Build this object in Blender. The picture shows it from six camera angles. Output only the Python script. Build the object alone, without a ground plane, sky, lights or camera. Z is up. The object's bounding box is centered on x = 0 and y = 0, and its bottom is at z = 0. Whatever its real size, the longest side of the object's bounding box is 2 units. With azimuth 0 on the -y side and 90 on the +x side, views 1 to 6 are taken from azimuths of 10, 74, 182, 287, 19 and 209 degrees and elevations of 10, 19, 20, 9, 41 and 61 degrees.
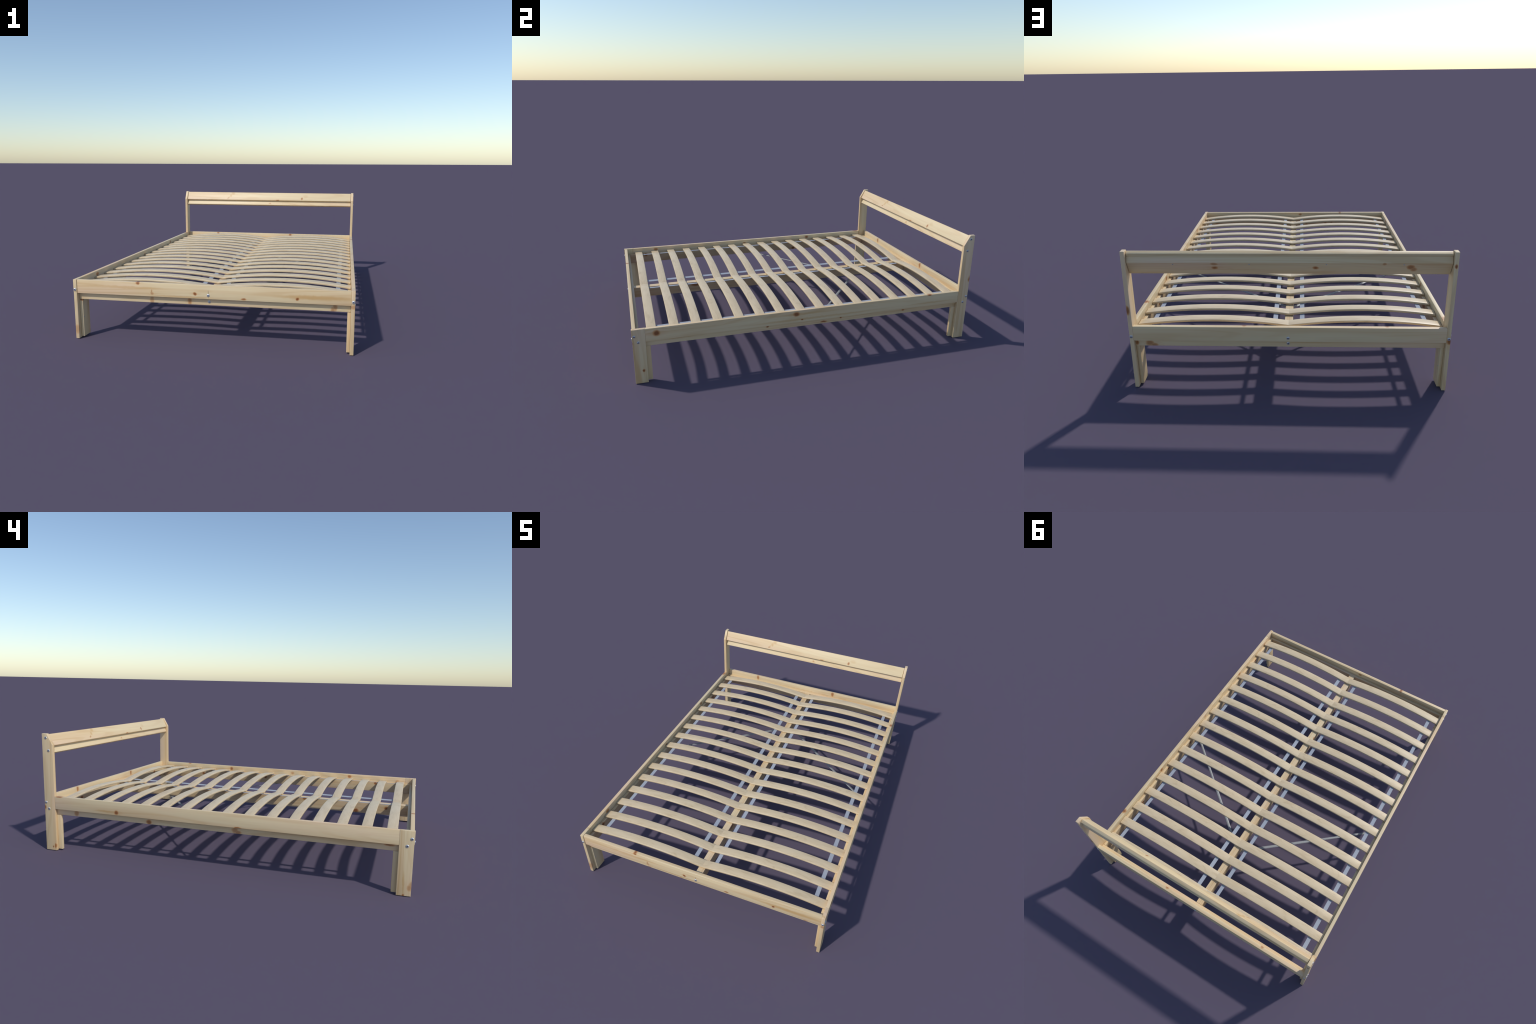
"""Pine double bed frame: four L-section posts, rebated rails, a leaning headboard rail,
two rows of sprung slats on straps, a centre beam and two metal corner braces."""
import bpy, bmesh, math
from mathutils import Vector, Matrix

# ------------------------------------------------------------------ sizes (m)
X_OUT, X_POST = 0.708, 0.690          # outer face of posts and side rails / their inner face
X_LEDGE = 0.6738                      # inner face of side ledges and leg blocks
Y_FOOT, Y_FOOT_IN, Y_FOOT_LEDGE = -0.9932, -0.9740, -0.9570     # foot rail: outer, inner, ledge face
Y_HEAD, Y_HEAD_IN, Y_HEAD_LEDGE = 0.9966, 0.9766, 0.9566        # head rail
Y_POST, Y_POST_IN = 0.9952, 0.9285
Y_POST_HEAD = 0.9968                  # the foot posts swell slightly where the rail is bolted on
Y_BLOCK, Y_BLOCK_IN = 0.9715, 0.9040
Z_TOP, Z_RAIL_LOW = 0.3118, 0.2400         # side rails and foot posts
Z_END_TOP, Z_END_LOW = 0.3110, 0.2414     # head and foot rails
Z_LEDGE_TOP, Z_LEDGE_LOW = 0.2720, 0.2054
Z_BLOCK = 0.0047
Z_HEAD = 0.6605

SLAT_COUNT, SLAT_Y, SLAT_W, SLAT_T = 16, 0.893, 0.0506, 0.0106
SLAT_X0, SLAT_X1, SLAT_Z, SLAT_BOW = 0.00005, 0.6874, 0.2844, 0.0250

bpy.ops.object.select_all(action='SELECT')
bpy.ops.object.delete()

# ------------------------------------------------------------------ materials
class Nodes:
    """small helper to wire shader nodes"""
    def __init__(self, name):
        self.mat = bpy.data.materials.new(name)
        self.mat.use_nodes = True
        self.t = self.mat.node_tree
        self.t.nodes.clear()
    def new(self, kind, **kw):
        n = self.t.nodes.new(kind)
        for k, v in kw.items():
            setattr(n, k, v)
        return n
    def put(self, socket, v):
        if isinstance(v, bpy.types.NodeSocket):
            self.t.links.new(v, socket)
        else:
            socket.default_value = v
    def math(self, op, a, b=0.0, c=None, clamp=False):
        n = self.new('ShaderNodeMath', operation=op, use_clamp=clamp)
        self.put(n.inputs[0], a); self.put(n.inputs[1], b)
        if c is not None: self.put(n.inputs[2], c)
        return n.outputs[0]
    def vmath(self, op, a, b=None):
        n = self.new('ShaderNodeVectorMath', operation=op)
        self.put(n.inputs[0], a)
        if b is not None:
            self.put(n.inputs['Scale' if op == 'SCALE' else 1], b)
        return n.outputs['Value'] if op in ('LENGTH', 'DOT_PRODUCT') else n.outputs[0]
    def noise(self, vec, scale, detail=2.0, rough=0.5):
        n = self.new('ShaderNodeTexNoise')
        self.put(n.inputs['Vector'], vec)
        n.inputs['Scale'].default_value = scale
        n.inputs['Detail'].default_value = detail
        n.inputs['Roughness'].default_value = rough
        return n.outputs['Fac']
    def smooth(self, v, a, b, lo=0.0, hi=1.0):
        n = self.new('ShaderNodeMapRange', interpolation_type='SMOOTHSTEP')
        self.put(n.inputs['Value'], v)
        for s, x in zip(('From Min', 'From Max', 'To Min', 'To Max'), (a, b, lo, hi)):
            n.inputs[s].default_value = x
        return n.outputs[0]
    def mix(self, f, a, b):
        n = self.new('ShaderNodeMix', data_type='RGBA')
        self.put(n.inputs[0], f)
        for s, v in ((6, a), (7, b)):
            self.put(n.inputs[s], v if isinstance(v, bpy.types.NodeSocket) else (*v, 1.0))
        return n.outputs[2]
    def finish(self, color, rough=0.5, metal=0.0, spec=0.5, bump=None, strength=0.1, dist=0.002):
        b = self.new('ShaderNodeBsdfPrincipled')
        self.put(b.inputs['Base Color'], color if isinstance(color, bpy.types.NodeSocket) else (*color, 1))
        self.put(b.inputs['Roughness'], rough)
        b.inputs['Metallic'].default_value = metal
        b.inputs['Specular IOR Level'].default_value = spec
        if bump is not None:
            bn = self.new('ShaderNodeBump')
            bn.inputs['Strength'].default_value = strength
            bn.inputs['Distance'].default_value = dist
            self.put(bn.inputs['Height'], bump)
            self.t.links.new(bn.outputs[0], b.inputs['Normal'])
        o = self.new('ShaderNodeOutputMaterial')
        self.t.links.new(b.outputs[0], o.inputs[0])
        return self.mat

PINE_PALE = (0.775, 0.632, 0.392)
PINE_WARM = (0.720, 0.532, 0.308)
PINE_PINK = (0.785, 0.575, 0.400)
PINE_LATE = (0.600, 0.390, 0.180)
KNOT_RIM = (0.560, 0.250, 0.080)
KNOT_CORE = (0.225, 0.072, 0.022)

def pine(name, axis, seed, knots=(), heart=(), contrast=1.0, painted_shade=()):
    """pine with grain along one axis; knots are (x, y, z, rx, ry, rz, darkness),
    heart are long streaks of darker heartwood in the same form"""
    n = Nodes(name)
    P0 = n.new('ShaderNodeTexCoord').outputs['Object']
    # slight wander so that knots are not perfect ellipses
    wob = n.new('ShaderNodeTexNoise')
    n.put(wob.inputs['Vector'], P0)
    wob.inputs['Scale'].default_value = 45.0
    w = n.vmath('SCALE', n.vmath('SUBTRACT', wob.outputs['Color'], (0.5, 0.5, 0.5)), 0.008)
    Pw = n.vmath('ADD', P0, w)
    core, rim, tail = 0.0, 0.0, 0.0
    P = P0
    for (x, y, z, rx, ry, rz, dark) in knots:
        d = n.vmath('LENGTH', n.vmath('MULTIPLY', n.vmath('SUBTRACT', Pw, (x, y, z)), (1 / rx, 1 / ry, 1 / rz)))
        c = n.smooth(d, 1.0, 0.50, 0.0, dark)
        core = c if core == 0.0 else n.math('MAXIMUM', core, c)
        r = n.smooth(d, 1.40, 0.85, 0.0, min(1.0, dark + 0.35))
        rim = r if rim == 0.0 else n.math('MAXIMUM', rim, r)
        # a resin streak runs out of the knot along the grain
        st = [rx * 1.1, ry * 1.1, rz * 1.1]; st['xyz'.index(axis)] *= 4.2
        f = n.smooth(n.vmath('LENGTH', n.vmath('MULTIPLY', n.vmath('SUBTRACT', Pw, (x, y, z)), tuple(1 / q for q in st))), 1.0, 0.2, 0.0, 0.42 * dark)
        tail = f if tail == 0.0 else n.math('MAXIMUM', tail, f)
        # the grain swerves round the knot
        big = [2.6, 2.6, 2.6]; big['xyz'.index(axis)] = 4.0
        far = n.vmath('LENGTH', n.vmath('MULTIPLY', n.vmath('SUBTRACT', P0, (x, y, z)),
                      (1 / (rx * big[0]), 1 / (ry * big[1]), 1 / (rz * big[2]))))
        pull = n.smooth(far, 1.0, 0.0, 0.0, 0.62)
        P = n.vmath('SUBTRACT', P, n.vmath('SCALE', n.vmath('SUBTRACT', P0, (x, y, z)), pull))
    sh = (seed * 3.17 % 7.0, seed * 1.73 % 5.0, seed * 2.29 % 6.0)
    Q = n.vmath('ADD', P, sh)
    def stretched(along, across):
        s = [across] * 3
        s['xyz'.index(axis)] = along
        return n.vmath('MULTIPLY', Q, tuple(s))
    rings = n.noise(stretched(0.55, 7.5), 1.0, 1.5)
    ring = n.math('SINE', n.math('MULTIPLY', rings, 95.0))
    ring = n.smooth(ring, 0.1, 1.0)
    fine = n.noise(stretched(3.0, 210.0), 1.0, 3.0, 0.65)
    broad = n.noise(stretched(1.1, 22.0), 1.0, 2.0)
    hue = n.noise(stretched(1.6, 9.0), 1.0, 1.0)
    col = n.mix(n.smooth(broad, 0.32, 0.72), PINE_PALE, PINE_WARM)
    col = n.mix(n.smooth(hue, 0.48, 0.75, 0.0, 0.75), col, PINE_PINK)
    late = n.math('MULTIPLY', ring, n.smooth(broad, 0.35, 0.65, 0.10 * contrast, 0.42 * contrast))
    col = n.mix(late, col, PINE_LATE)
    col = n.mix(n.smooth(fine, 0.30, 0.75, 0.20 * contrast, 0.0), col, PINE_LATE)
    for (x, y, z, rx, ry, rz, dark) in heart:
        d = n.vmath('LENGTH', n.vmath('MULTIPLY', n.vmath('SUBTRACT', Pw, (x, y, z)), (1 / rx, 1 / ry, 1 / rz)))
        col = n.mix(n.smooth(d, 1.0, 0.25, 0.0, dark), col, (0.58, 0.34, 0.12))
    if knots:
        col = n.mix(n.math('MULTIPLY', tail, n.smooth(fine, 0.2, 0.7, 1.0, 0.55)), col, (0.58, 0.31, 0.11))
        col = n.mix(n.math('MULTIPLY', rim, 0.85), col, KNOT_RIM)
        col = n.mix(core, col, KNOT_CORE)
    for (x, y, z, rx, ry, rz, dark) in painted_shade:
        d = n.vmath('LENGTH', n.vmath('MULTIPLY', n.vmath('SUBTRACT', P0, (x, y, z)), (1 / rx, 1 / ry, 1 / rz)))
        col = n.mix(n.smooth(d, 1.0, 0.4, 0.0, dark), col, (0.10, 0.09, 0.09))
    return n.finish(col, rough=n.smooth(fine, 0.3, 0.7, 0.40, 0.50), bump=fine, strength=0.06, dist=0.001)

def ply(name):
    """pale birch slat, each board a little different"""
    n = Nodes(name)
    P0 = n.new('ShaderNodeTexCoord').outputs['Object']
    rnd = n.new('ShaderNodeObjectInfo').outputs['Random']
    off = n.new('ShaderNodeCombineXYZ')
    n.put(off.inputs[0], n.math('MULTIPLY', rnd, 37.0)); n.put(off.inputs[1], n.math('MULTIPLY', rnd, 91.0))
    Q = n.vmath('ADD', P0, off.outputs[0])
    fig = n.noise(n.vmath('MULTIPLY', Q, (9.0, 34.0, 30.0)), 1.0, 3.0, 0.6)
    ring = n.smooth(n.math('SINE', n.math('MULTIPLY', n.noise(n.vmath('MULTIPLY', Q, (3.0, 13.0, 8.0)), 1.0, 1.0), 60.0)), 0.35, 1.0)
    fine = n.noise(n.vmath('MULTIPLY', Q, (12.0, 380.0, 200.0)), 1.0, 2.0, 0.6)
    speck = n.noise(n.vmath('MULTIPLY', Q, (45.0, 260.0, 100.0)), 1.0, 1.0)
    col = n.mix(n.smooth(fig, 0.30, 0.70), (0.735, 0.590, 0.382), (0.680, 0.530, 0.325))
    col = n.mix(n.math('MULTIPLY', ring, n.smooth(fig, 0.42, 0.65, 0.0, 0.34)), col, (0.47, 0.35, 0.20))
    col = n.mix(n.smooth(fine, 0.30, 0.65, 0.16, 0.0), col, (0.42, 0.31, 0.18))
    col = n.mix(n.smooth(speck, 0.76, 0.84, 0.0, 0.5), col, (0.25, 0.19, 0.11))
    col = n.mix(n.math('MULTIPLY', rnd, 0.22), col, (0.66, 0.50, 0.30))
    return n.finish(col, rough=0.37, spec=0.5, bump=fine, strength=0.04, dist=0.001)

def webbing():
    n = Nodes('pale_webbing')
    P = n.new('ShaderNodeTexCoord').outputs['Object']
    weave = n.noise(n.vmath('MULTIPLY', P, (900.0, 300.0, 300.0)), 1.0, 1.0)
    col = n.mix(n.smooth(weave, 0.3, 0.7), (0.350, 0.378, 0.425), (0.410, 0.440, 0.490))
    return n.finish(col, rough=0.85, spec=0.2, bump=weave, strength=0.1, dist=0.0005)

def metal(name, base, rough, metallic=1.0):
    n = Nodes(name)
    P = n.new('ShaderNodeTexCoord').outputs['Object']
    v = n.noise(P, 120.0, 2.0)
    col = n.mix(v, tuple(c * 0.85 for c in base), base)
    return n.finish(col, rough=n.smooth(v, 0.3, 0.7, rough * 0.85, rough * 1.2), metal=metallic)

SLAT_MAT = ply('birch_ply')
WEB_MAT = webbing()
ZINC = metal('zinc_steel', (0.66, 0.68, 0.72), 0.42, 0.75)
SOCKET = metal('socket_dark', (0.20, 0.22, 0.28), 0.5, 0.6)
STEEL = metal('brace_steel', (0.44, 0.455, 0.46), 0.6, 0.45)

# ------------------------------------------------------------------ geometry helpers
def add(name, me, parent, mat, loc=(0, 0, 0)):
    ob = bpy.data.objects.new(name, me)
    bpy.context.collection.objects.link(ob)
    if mat is not None:
        if len(me.materials) == 0:
            me.materials.append(mat)
    ob.location = loc
    ob.parent = parent
    return ob

def prism(profile, axis, a0, a1, bevel=0.002, seg=3, name='board'):
    """extrude a 2D profile along an axis; the profile is in the two remaining axes, in order"""
    bm = bmesh.new()
    def put(p, a):
        if axis == 'x': return (a, p[0], p[1])
        if axis == 'y': return (p[0], a, p[1])
        return (p[0], p[1], a)
    lo = [bm.verts.new(put(p, a0)) for p in profile]
    hi = [bm.verts.new(put(p, a1)) for p in profile]
    bm.faces.new(lo); bm.faces.new(hi[::-1])
    k = len(profile)
    for i in range(k):
        bm.faces.new((lo[i], hi[i], hi[(i + 1) % k], lo[(i + 1) % k]))
    bmesh.ops.recalc_face_normals(bm, faces=bm.faces)
    if bevel:
        bmesh.ops.bevel(bm, geom=list(bm.edges), offset=bevel, segments=seg, profile=0.5, affect='EDGES')
    me = bpy.data.meshes.new(name)
    bm.to_mesh(me); bm.free()
    me.polygons.foreach_set('use_smooth', [True] * len(me.polygons))
    me.set_sharp_from_angle(angle=math.radians(40))
    return me

def rect(u0, u1, v0, v1):
    return [(u0, v0), (u1, v0), (u1, v1), (u0, v1)]

def box(x0, x1, y0, y1, z0, z1, bevel=0.002, name='board'):
    return prism(rect(min(x0, x1), max(x0, x1), min(y0, y1), max(y0, y1)), 'z', z0, z1, bevel, name=name)

# ------------------------------------------------------------------ the bed
bed = bpy.data.objects.new('double_bed_frame', None)
bpy.context.collection.objects.link(bed)
bed['label'] = 'pale pine double bed frame with curved wooden slats'
bed['category'] = 'bed frame'

def knot(p, r, dark):
    r = r if isinstance(r, (tuple, list)) else (r, r, r)
    return (*p, *r, dark)

# --- head and foot rails (board along x) with their ledges
def cross_rail(side, name, board_mat, ledge_mat):
    y0, y1, y2 = (Y_FOOT, Y_FOOT_IN, Y_FOOT_LEDGE) if side < 0 else (Y_HEAD, Y_HEAD_IN, Y_HEAD_LEDGE)
    rail = add(name, box(-X_POST + 0.0006, X_POST - 0.0006, y0, y1, Z_END_LOW, Z_END_TOP, 0.0012, name), bed, board_mat)
    e = X_POST - 0.0006
    add('support_ledge', box(-e, e, y1 - side * 0.0004, y2, Z_LEDGE_LOW, Z_LEDGE_TOP, 0.0014, 'support_ledge'), rail, ledge_mat)
    return rail

foot_board = pine('pine_foot_rail', 'x', 1, [
    knot((-0.362, -0.990, 0.308), (0.009, 0.022, 0.007), 0.75),
    knot((-0.288, -0.997, 0.258), (0.009, 0.012, 0.007), 0.30),
    knot((-0.291, -0.997, 0.268), (0.004, 0.012, 0.010), 0.25),
    knot((-0.067, -0.997, 0.265), (0.0085, 0.02, 0.0075), 0.85),
    knot((0.177, -0.997, 0.248), (0.013, 0.012, 0.005), 0.6),
    knot((0.437, -0.997, 0.262), (0.0085, 0.02, 0.0075), 0.9),
    knot((-0.05, -0.974, 0.296), (0.012, 0.010, 0.007), 0.5),
], painted_shade=[(0.0005, -0.993, 0.266, 0.0018, 0.004, 0.026, 0.85)],  # thin dark shading spike above the centre bolt, painted into the wood colour
    heart=[(0.52, -0.997, 0.272, 0.26, 0.03, 0.016, 0.75), (-0.42, -0.997, 0.283, 0.26, 0.03, 0.010, 0.45),
          (-0.13, -0.997, 0.247, 0.25, 0.03, 0.007, 0.5)])
foot_ledge = pine('pine_foot_ledge', 'x', 2, [
    knot((-0.296, -0.968, 0.218), (0.010, 0.03, 0.030), 0.22),
    knot((-0.099, -0.968, 0.224), (0.009, 0.03, 0.019), 0.40),
    knot((0.616, -0.968, 0.228), (0.009, 0.03, 0.020), 0.30),
    knot((0.605, -0.968, 0.208), (0.010, 0.03, 0.018), 0.30),
    knot((-0.25, -0.952, 0.225), (0.012, 0.012, 0.010), 0.7)])
foot_rail = cross_rail(-1, 'foot_rail', foot_board, foot_ledge)

head_board = pine('pine_head_rail', 'x', 3, [
    knot((-0.432, 0.974, 0.302), (0.010, 0.014, 0.020), 0.50),
    knot((0.195, 0.974, 0.302), (0.010, 0.014, 0.020), 0.55)],
    heart=[(0.0, 0.973, 0.280, 0.5, 0.008, 0.009, 0.45), (0.35, 0.985, 0.314, 0.4, 0.005, 0.01, 0.4)], contrast=0.6)
head_ledge = pine('pine_head_ledge', 'x', 4, [
    knot((0.624, 0.965, 0.220), (0.018, 0.03, 0.014), 0.45),
    knot((0.606, 0.965, 0.210), (0.018, 0.03, 0.010), 0.45),
    knot((0.682, 0.965, 0.222), (0.008, 0.03, 0.012), 0.7),
    knot((-0.42, 0.953, 0.245), (0.014, 0.012, 0.010), 0.7),
    knot((0.513, 0.953, 0.256), (0.012, 0.012, 0.010), 0.6)])
head_rail = cross_rail(1, 'head_rail', head_board, head_ledge)

# --- side rails (board along y) with their ledges
def side_rail(side, board_mat, ledge_mat):
    e = Y_POST_IN - 0.0006
    rail = add('side_rail', box(side * X_OUT, side * X_POST, -e, e, Z_RAIL_LOW, Z_TOP, 0.0012, 'side_rail'), bed, board_mat)
    add('support_ledge', box(side * (X_POST - 0.0004), side * X_LEDGE, Y_FOOT_LEDGE + 0.0008, Y_HEAD_LEDGE - 0.0008, Z_LEDGE_LOW, Z_LEDGE_TOP, 0.0014, 'support_ledge'), rail, ledge_mat)
    return rail

right_board = pine('pine_side_rail_a', 'y', 5, [
    knot((0.708, -0.871, 0.281), (0.02, 0.017, 0.016), 0.9),
    knot((0.708, -0.106, 0.291), (0.02, 0.017, 0.013), 0.85),
    knot((0.708, -0.072, 0.256), (0.012, 0.006, 0.004), 0.75),
    knot((0.702, 0.732, 0.310), (0.014, 0.015, 0.005), 0.7),
    knot((0.690, 0.380, 0.293), (0.012, 0.012, 0.012), 0.7),
    knot((0.690, -0.533, 0.296), (0.012, 0.012, 0.010), 0.65)],
    heart=[(0.708, 0.0, 0.258, 0.02, 0.55, 0.010, 0.45), (0.708, -0.05, 0.289, 0.02, 0.30, 0.010, 0.4), (0.708, 0.75, 0.262, 0.02, 0.2, 0.007, 0.4)])
right_ledge = pine('pine_side_ledge_a', 'y', 6, [
    knot((0.690, -0.268, 0.228), (0.012, 0.007, 0.006), 0.8),
    knot((0.690, 0.064, 0.217), (0.012, 0.018, 0.005), 0.7),
    knot((0.690, 0.170, 0.226), (0.012, 0.006, 0.005), 0.75),
    knot((0.690, 0.570, 0.226), (0.012, 0.008, 0.005), 0.6),
    knot((0.674, 0.608, 0.243), (0.010, 0.010, 0.009), 0.8),
    knot((0.674, 0.336, 0.263), (0.010, 0.011, 0.009), 0.85),
    knot((0.674, 0.100, 0.250), (0.010, 0.010, 0.009), 0.85),
    knot((0.674, -0.72, 0.263), (0.010, 0.010, 0.009), 0.7)],
    heart=[(0.690, -0.75, 0.231, 0.02, 0.10, 0.006, 0.5)])
left_board = pine('pine_side_rail_b', 'y', 7, [
    knot((-0.708, 0.540, 0.255), (0.02, 0.012, 0.011), 0.8),
    knot((-0.703, 0.900, 0.312), (0.014, 0.020, 0.006), 0.55),
    knot((-0.708, -0.148, 0.241), (0.012, 0.016, 0.005), 0.7),
    knot((-0.690, -0.764, 0.294), (0.010, 0.014, 0.010), 0.6),
    knot((-0.690, -0.069, 0.284), (0.010, 0.013, 0.008), 0.7),
    knot((-0.690, 0.460, 0.295), (0.010, 0.014, 0.010), 0.65)],
    heart=[(-0.708, 0.61, 0.257, 0.02, 0.09, 0.009, 0.6)], contrast=0.8)
left_ledge = pine('pine_side_ledge_b', 'y', 8, [
    knot((-0.690, 0.802, 0.223), (0.012, 0.014, 0.015), 0.35),
    knot((-0.690, 0.355, 0.218), (0.012, 0.014, 0.012), 0.65),
    knot((-0.690, -0.128, 0.222), (0.012, 0.016, 0.014), 0.35),
    knot((-0.690, -0.145, 0.212), (0.012, 0.016, 0.010), 0.40),
    knot((-0.690, -0.885, 0.232), (0.012, 0.022, 0.007), 0.5),
    knot((-0.674, 0.338, 0.216), (0.010, 0.012, 0.010), 0.9),
    knot((-0.674, 0.62, 0.245), (0.010, 0.030, 0.020), 0.5),
    knot((-0.674, -0.84, 0.262), (0.010, 0.012, 0.010), 0.8)])
side_rail(1, right_board, right_ledge)
side_rail(-1, left_board, left_ledge)

# --- posts: an outer board and a shorter leg block behind it
block_mat = pine('pine_leg_block', 'z', 14, [knot((-0.672, -0.973, 0.203), (0.02, 0.012, 0.008), 0.6)])

def post(sx, sy, mat, kind):
    x0, x1 = sx * X_OUT, sx * X_POST
    if sy < 0:
        prof = [(-Y_POST_IN, 0.0), (-Y_POST_IN, Z_TOP + 0.0006), (-Y_POST_HEAD, Z_TOP + 0.0006), (-Y_POST_HEAD, 0.2500), (-Y_POST, 0.2470), (-Y_POST, 0.0)]
    else:   # tall head post with a chamfered front top
        prof = [(Y_POST_IN, 0.0), (Y_POST, 0.0), (Y_POST, Z_HEAD), (0.9640, Z_HEAD), (Y_POST_IN + 0.001, 0.6000)]
    p = add(kind, prism(prof, 'x', min(x0, x1), max(x0, x1), 0.0012, name=kind), bed, mat)
    add('leg_block', box(x1 - sx * 0.0004, sx * X_LEDGE, sy * Y_BLOCK, sy * Y_BLOCK_IN, Z_BLOCK, Z_LEDGE_LOW - 0.0006, 0.0016, 'leg_block'), p, block_mat)
    return p

foot_left = post(-1, -1, pine('pine_post_a', 'z', 10, [
    knot((-0.700, -0.994, 0.050), (0.02, 0.010, 0.022), 0.15),
    knot((-0.708, -0.987, 0.040), (0.012, 0.010, 0.013), 0.25),
    knot((-0.708, -0.960, 0.003), (0.012, 0.005, 0.006), 0.7)],
    heart=[(-0.708, -0.958, 0.06, 0.02, 0.007, 0.08, 0.5)], contrast=1.7), 'foot_post')
foot_right = post(1, -1, pine('pine_post_b', 'z', 11, [
    knot((0.708, -0.948, 0.073), (0.012, 0.007, 0.008), 0.85),
    knot((0.700, -0.9955, 0.235), (0.012, 0.006, 0.010), 0.25)], contrast=1.7), 'foot_post')
head_left = post(-1, 1, pine('pine_post_c', 'z', 12, [
    knot((-0.704, 0.995, 0.247), (0.012, 0.010, 0.012), 0.75),
    knot((-0.708, 0.935, 0.026), (0.012, 0.006, 0.014), 0.6),
    knot((-0.708, 0.950, 0.020), (0.010, 0.004, 0.006), 0.6),
    knot((-0.698, 0.9955, 0.597), (0.006, 0.012, 0.009), 0.9)], contrast=1.3), 'head_post')
head_right = post(1, 1, pine('pine_post_d', 'z', 13, [
    knot((0.703, 0.9955, 0.388), (0.008, 0.014, 0.020), 0.7)]), 'head_post')

# --- headboard: the rail section again, leaning back between the head posts
HB_TOP = Vector((0.9660, 0.6568))
down = Vector((-0.453, -0.891)).normalized()
back = Vector((-down.y, down.x))          # from the front face to the back
hb = lambda s, t: tuple(HB_TOP + down * s + back * t)
e = X_POST - 0.0022
hb_front_mat = pine('pine_headboard', 'x', 15, [
    knot((-0.335, 0.939, 0.609), (0.007, 0.012, 0.004), 0.35),
    knot((0.290, 0.942, 0.612), (0.007, 0.012, 0.010), 0.50),
    knot((0.088, 0.934, 0.597), (0.012, 0.012, 0.005), 0.65),
    knot((0.082, 0.985, 0.626), (0.020, 0.010, 0.005), 0.65),
    knot((-0.072, 0.983, 0.618), (0.011, 0.010, 0.008), 0.70)],
    heart=[(-0.293, 0.959, 0.648, 0.022, 0.020, 0.018, 0.60), (-0.312, 0.950, 0.630, 0.014, 0.018, 0.018, 0.60), (-0.328, 0.943, 0.616, 0.008, 0.016, 0.014, 0.55), (0.32, 0.95, 0.63, 0.03, 0.02, 0.02, 0.25)])
hb_ledge_mat = pine('pine_headboard_ledge', 'x', 16, [
    knot((0.024, 0.930, 0.570), (0.008, 0.016, 0.007), 0.7),
    knot((0.312, 0.978, 0.580), (0.013, 0.014, 0.009), 0.75),
    knot((-0.117, 0.978, 0.580), (0.013, 0.014, 0.009), 0.75),
    knot((-0.516, 0.978, 0.586), (0.015, 0.018, 0.012), 0.55),
    knot((-0.530, 0.974, 0.573), (0.014, 0.018, 0.011), 0.40),
    knot((-0.405, 0.982, 0.603), (0.008, 0.010, 0.006), 0.3),
    knot((0.313, 0.982, 0.602), (0.014, 0.010, 0.006), 0.3)],
    heart=[(0.30, 0.975, 0.572, 0.30, 0.02, 0.006, 0.35)])
headboard = add('headboard', prism([hb(0, 0), hb(0.0684, 0), hb(0.0684, 0.0192), hb(0, 0.0192)], 'x', -e, e, 0.0018, name='headboard'), bed, hb_front_mat)
hb_ledge = add('support_ledge', prism([hb(0.0150, 0.0196), hb(0.1028, 0.0196), hb(0.1028, 0.0392), hb(0.0350, 0.0392)], 'x', -e, e, 0.0008, name='headboard_ledge'), headboard, hb_ledge_mat)

# --- centre beam with a shallow groove along its top
beam_mat = pine('pine_centre_beam', 'y', 17, [
    knot((0.019, -0.566, 0.254), (0.008, 0.030, 0.010), 0.5),
    knot((-0.019, -0.347, 0.264), (0.008, 0.012, 0.008), 0.6),
    knot((-0.019, -0.658, 0.219), (0.010, 0.016, 0.010), 0.85),
    knot((-0.019, -0.832, 0.246), (0.010, 0.009, 0.009), 0.85),
    knot((0.019, 0.62, 0.235), (0.010, 0.010, 0.009), 0.7)])
bx, zt = 0.0190, 0.2722
beam_prof = [(-bx, 0.2066), (bx, 0.2066), (bx, zt), (0.0014, zt), (0, zt - 0.0014), (-0.0014, zt), (-bx, zt)]
beam = add('centre_beam', prism(beam_prof, 'y', Y_FOOT_LEDGE + 0.0006, Y_HEAD_LEDGE - 0.0006, 0.0, name='centre_beam'), bed, beam_mat)
bpy.context.view_layer.objects.active = beam
bv = beam.modifiers.new('soft_edge', 'BEVEL'); bv.width = 0.0022; bv.segments = 3; bv.angle_limit = math.radians(60); bv.limit_method = 'ANGLE'

# ------------------------------------------------------------------ slats
def slat_height(x):
    m = 0.5 * (SLAT_X0 + SLAT_X1)
    u = (x - m) / (SLAT_X1 - m)
    return SLAT_Z + SLAT_BOW * (1.0 - u * u)

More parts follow.
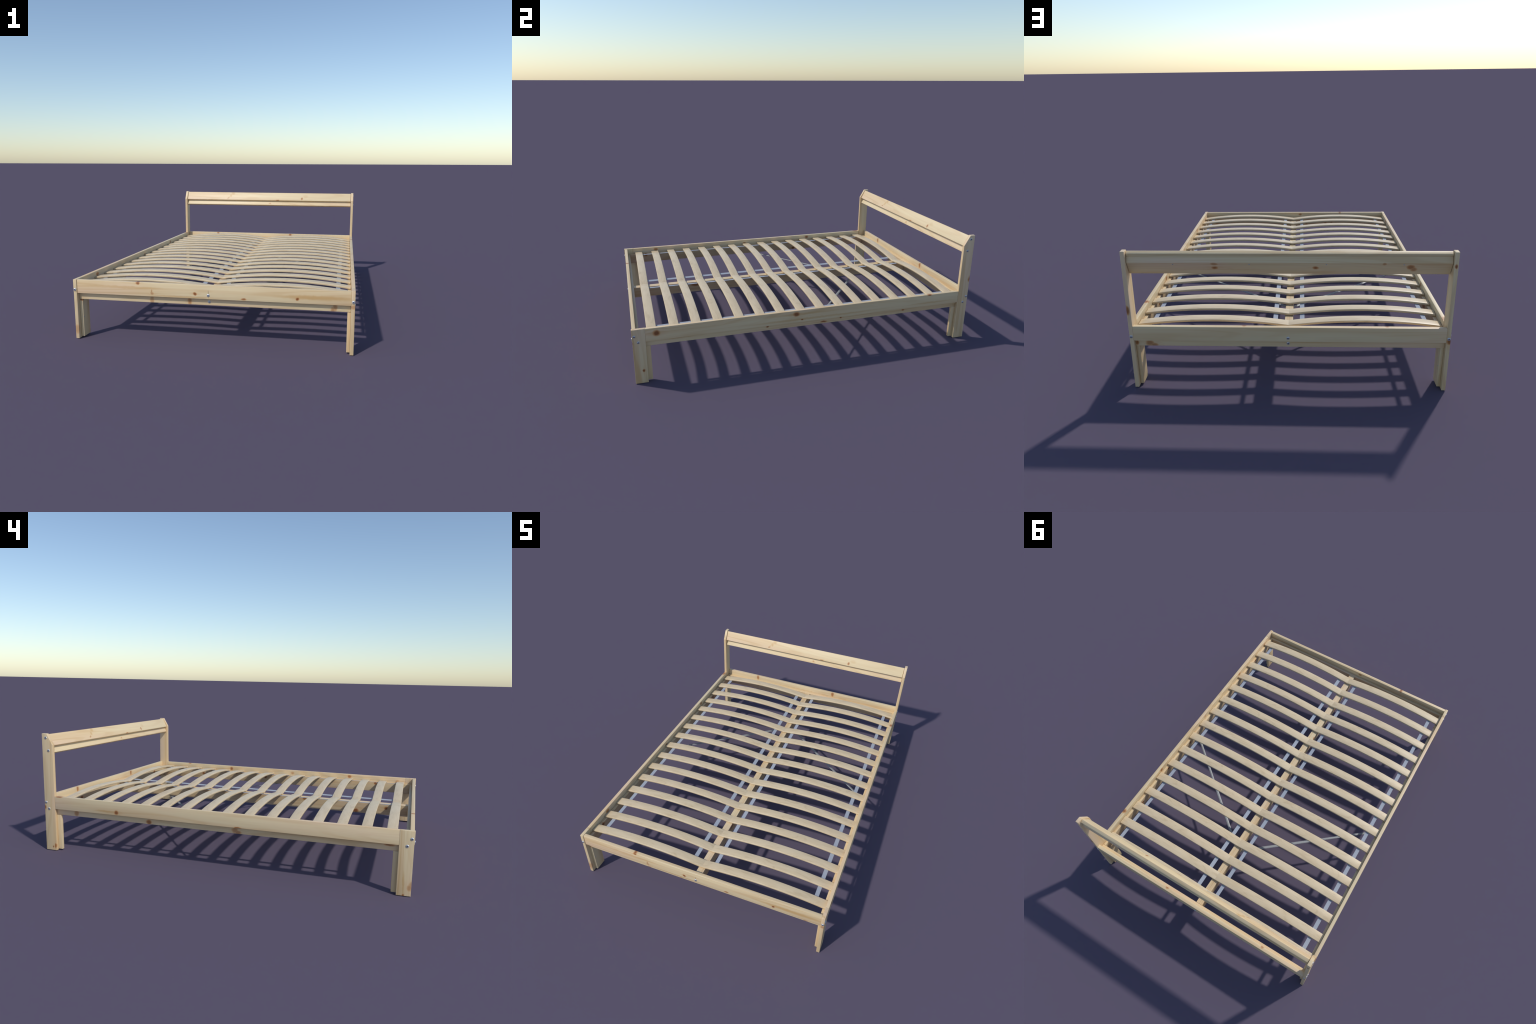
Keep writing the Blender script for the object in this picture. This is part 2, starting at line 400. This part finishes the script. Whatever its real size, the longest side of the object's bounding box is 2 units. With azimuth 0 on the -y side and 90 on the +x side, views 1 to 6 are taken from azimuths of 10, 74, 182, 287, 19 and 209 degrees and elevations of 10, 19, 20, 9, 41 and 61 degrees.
def slat_mesh(steps=28):
    """bowed board from the centre out to the rail, long edges rounded"""
    r = 0.0026
    sec = []
    hw, t = SLAT_W / 2, SLAT_T
    for cy, cz, a0 in ((hw - r, -r, 0), (-hw + r, -r, 90), (-hw + r, -t + r, 180), (hw - r, -t + r, 270)):
        for k in range(4):
            a = math.radians(a0 + 30 * k)
            sec.append((cy + r * math.cos(a), cz + r * math.sin(a)))
    bm = bmesh.new()
    rows = []
    for i in range(steps + 1):
        x = SLAT_X0 + (SLAT_X1 - SLAT_X0) * i / steps
        dx = 1e-4
        sl = (slat_height(x + dx) - slat_height(x - dx)) / (2 * dx)
        nx, nz = -sl / math.hypot(1, sl), 1 / math.hypot(1, sl)
        if i in (0, steps): nx, nz = 0.0, 1.0           # ends cut plumb
        rows.append([bm.verts.new((x + nx * z, y, slat_height(x) + nz * z)) for y, z in sec])
    k = len(sec)
    for a, b in zip(rows, rows[1:]):
        for j in range(k):
            bm.faces.new((a[j], a[(j + 1) % k], b[(j + 1) % k], b[j]))
    bm.faces.new(rows[0][::-1]); bm.faces.new(rows[-1])
    bmesh.ops.recalc_face_normals(bm, faces=bm.faces)
    me = bpy.data.meshes.new('slat')
    bm.to_mesh(me); bm.free()
    me.polygons.foreach_set('use_smooth', [True] * len(me.polygons))
    me.set_sharp_from_angle(angle=math.radians(50))
    return me

slat_me = slat_mesh()
slat_me.materials.append(SLAT_MAT)
slat_ys = [-SLAT_Y + 2 * SLAT_Y * i / (SLAT_COUNT - 1) for i in range(SLAT_COUNT)]
for y in slat_ys:
    for turn in (0.0, math.pi):
        s = add('slat', slat_me, bed, None, (0, y, 0))
        s.rotation_euler = (0, 0, turn)

# --- webbing straps under the slats
def strap_mesh(x):
    w, t = 0.0107, 0.0012
    zl, zr = (slat_height(abs(x + d)) - SLAT_T for d in (-w, w))     # the webbing lies along the bow
    bm = bmesh.new(); rows = []
    pts = []
    for a, b in zip(slat_ys, slat_ys[1:]):
        for f in (0.0, 0.25, 0.5, 0.75):
            pts.append((a + (b - a) * f, -0.0009 * math.sin(math.pi * f)))
    pts.append((slat_ys[-1], 0.0))
    for y, sag in pts:
        a, b = zl - 0.0003 + sag, zr - 0.0003 + sag
        rows.append([bm.verts.new(v) for v in ((x - w, y, a), (x + w, y, b), (x + w, y, b - t), (x - w, y, a - t))])
    for a, b in zip(rows, rows[1:]):
        for j in range(4):
            bm.faces.new((a[j], a[(j + 1) % 4], b[(j + 1) % 4], b[j]))
    bm.faces.new(rows[0]); bm.faces.new(rows[-1][::-1])
    bmesh.ops.recalc_face_normals(bm, faces=bm.faces)
    me = bpy.data.meshes.new('strap'); bm.to_mesh(me); bm.free()
    return me
for x in (-0.6250, -0.0620, 0.0620, 0.6250):
    add('strap', strap_mesh(x), bed, WEB_MAT)

# ------------------------------------------------------------------ fixings
def lathe(profile, n=20, name='bolt'):
    """turn (radius, height) points about z"""
    bm = bmesh.new()
    rings = [[bm.verts.new((r * math.cos(2 * math.pi * k / n), r * math.sin(2 * math.pi * k / n), h)) for k in range(n)] for r, h in profile]
    for a, b in zip(rings, rings[1:]):
        for k in range(n):
            bm.faces.new((a[k], a[(k + 1) % n], b[(k + 1) % n], b[k]))
    bm.faces.new(rings[0][::-1]); bm.faces.new(rings[-1])
    bmesh.ops.recalc_face_normals(bm, faces=bm.faces)
    me = bpy.data.meshes.new(name); bm.to_mesh(me); bm.free()
    me.polygons.foreach_set('use_smooth', [True] * len(me.polygons))
    me.set_sharp_from_angle(angle=math.radians(50))
    return me

def bolt_mesh(R, H, socket, name):
    me = lathe([(R * 0.96, -0.0015), (R, 0.0), (R * 0.97, H * 0.35), (R * 0.86, H * 0.7), (R * 0.66, H * 0.95), (socket, H), (socket * 0.96, H * 0.35)], name=name)
    me.materials.append(ZINC); me.materials.append(SOCKET)
    for p in me.polygons:
        if max((me.vertices[i].co.xy.length for i in p.vertices)) < socket * 1.01: p.material_index = 1
    return me
bolt_me = bolt_mesh(0.0076, 0.0028, 0.0034, 'bolt')
screw_me = bolt_mesh(0.0034, 0.0006, 0.0016, 'screw')

def fix(me, name, parent, at, direction):
    o = add(name, me, parent, None, at)
    o.rotation_euler = Vector(direction).to_track_quat('Z', 'Y').to_euler()
    return o

for sx, fp, hp in ((-1, foot_left, head_left), (1, foot_right, head_right)):
    for y, z in ((-0.9846, 0.2747), (-0.9655, 0.2392)):
        fix(bolt_me, 'bolt', fp, (sx * X_OUT, y, z), (sx, 0, 0))
    for y, z in ((0.9703, 0.6375), (0.9552, 0.5675), (0.9848, 0.2746), (0.9665, 0.2390)):
        fix(bolt_me, 'bolt', hp, (sx * X_OUT, y, z), (sx, 0, 0))
    fix(bolt_me, 'bolt', fp, (sx * 0.7000, -Y_POST_HEAD, 0.2598), (0, -1, 0))
    fix(bolt_me, 'bolt', hp, (sx * 0.7000, Y_POST, 0.2600), (0, 1, 0))
    for q, sy in ((fp, -1), (hp, 1)):
        fix(screw_me, 'screw', q, (sx * X_LEDGE, sy * 0.9640, 0.110), (-sx, 0, 0))
for sy, r in ((-1, foot_rail), (1, head_rail)):
    ya, yb = (Y_FOOT, Y_FOOT_IN) if sy < 0 else (Y_HEAD, Y_HEAD_IN)
    fix(bolt_me, 'bolt', r, (0.0005, ya, 0.2600), (0, sy, 0))
    fix(bolt_me, 'bolt', r, (0.0005, yb, 0.2236), (0, sy, 0))
for x in (-0.487, -0.1625, 0.1635, 0.4895):
    p = HB_TOP + down * 0.0440 + back * 0.0392
    fix(screw_me, 'screw', headboard, (x, p.x, p.y), (0, back.x, back.y))

# ------------------------------------------------------------------ metal corner braces
def rod(a, b, r, n=12, name='rod', flat=1.0):
    a, b = Vector(a), Vector(b)
    d = (b - a).normalized()
    u = d.cross(Vector((0, 0, 1))).normalized(); v = u.cross(d)
    bm = bmesh.new(); rings = []
    for p in (a, b):
        rings.append([bm.verts.new(p + u * (r * math.cos(2 * math.pi * k / n)) + v * (r * flat * math.sin(2 * math.pi * k / n))) for k in range(n)])
    for k in range(n):
        bm.faces.new((rings[0][k], rings[0][(k + 1) % n], rings[1][(k + 1) % n], rings[1][k]))
    bm.faces.new(rings[0]); bm.faces.new(rings[1])
    bmesh.ops.recalc_face_normals(bm, faces=bm.faces)
    me = bpy.data.meshes.new(name); bm.to_mesh(me); bm.free()
    me.polygons.foreach_set('use_smooth', [True] * len(me.polygons))
    me.set_sharp_from_angle(angle=math.radians(50))
    return me

for sx in (-1, 1):
    zb = 0.2038
    A = Vector((sx * 0.006, 0.561, zb)); B = Vector((sx * 0.680, 0.004, zb))
    L = lambda f: A.lerp(B, f)
    brace = add('brace', rod(L(0.055), L(0.52), 0.0080, name='brace', flat=0.3), bed, STEEL)
    add('brace_sleeve', rod(L(0.47), L(0.945), 0.0068, name='brace_sleeve', flat=0.3), brace, STEEL)
    add('brace_tab', rod(L(0.0), L(0.075), 0.0085, name='brace_tab', flat=0.30), brace, STEEL)
    add('brace_tab', rod(L(0.925), L(1.0), 0.0085, name='brace_tab', flat=0.30), brace, STEEL)
    fix(screw_me, 'screw', brace, L(0.5) + Vector((0, 0, 0.0024)), (0, 0, 1))
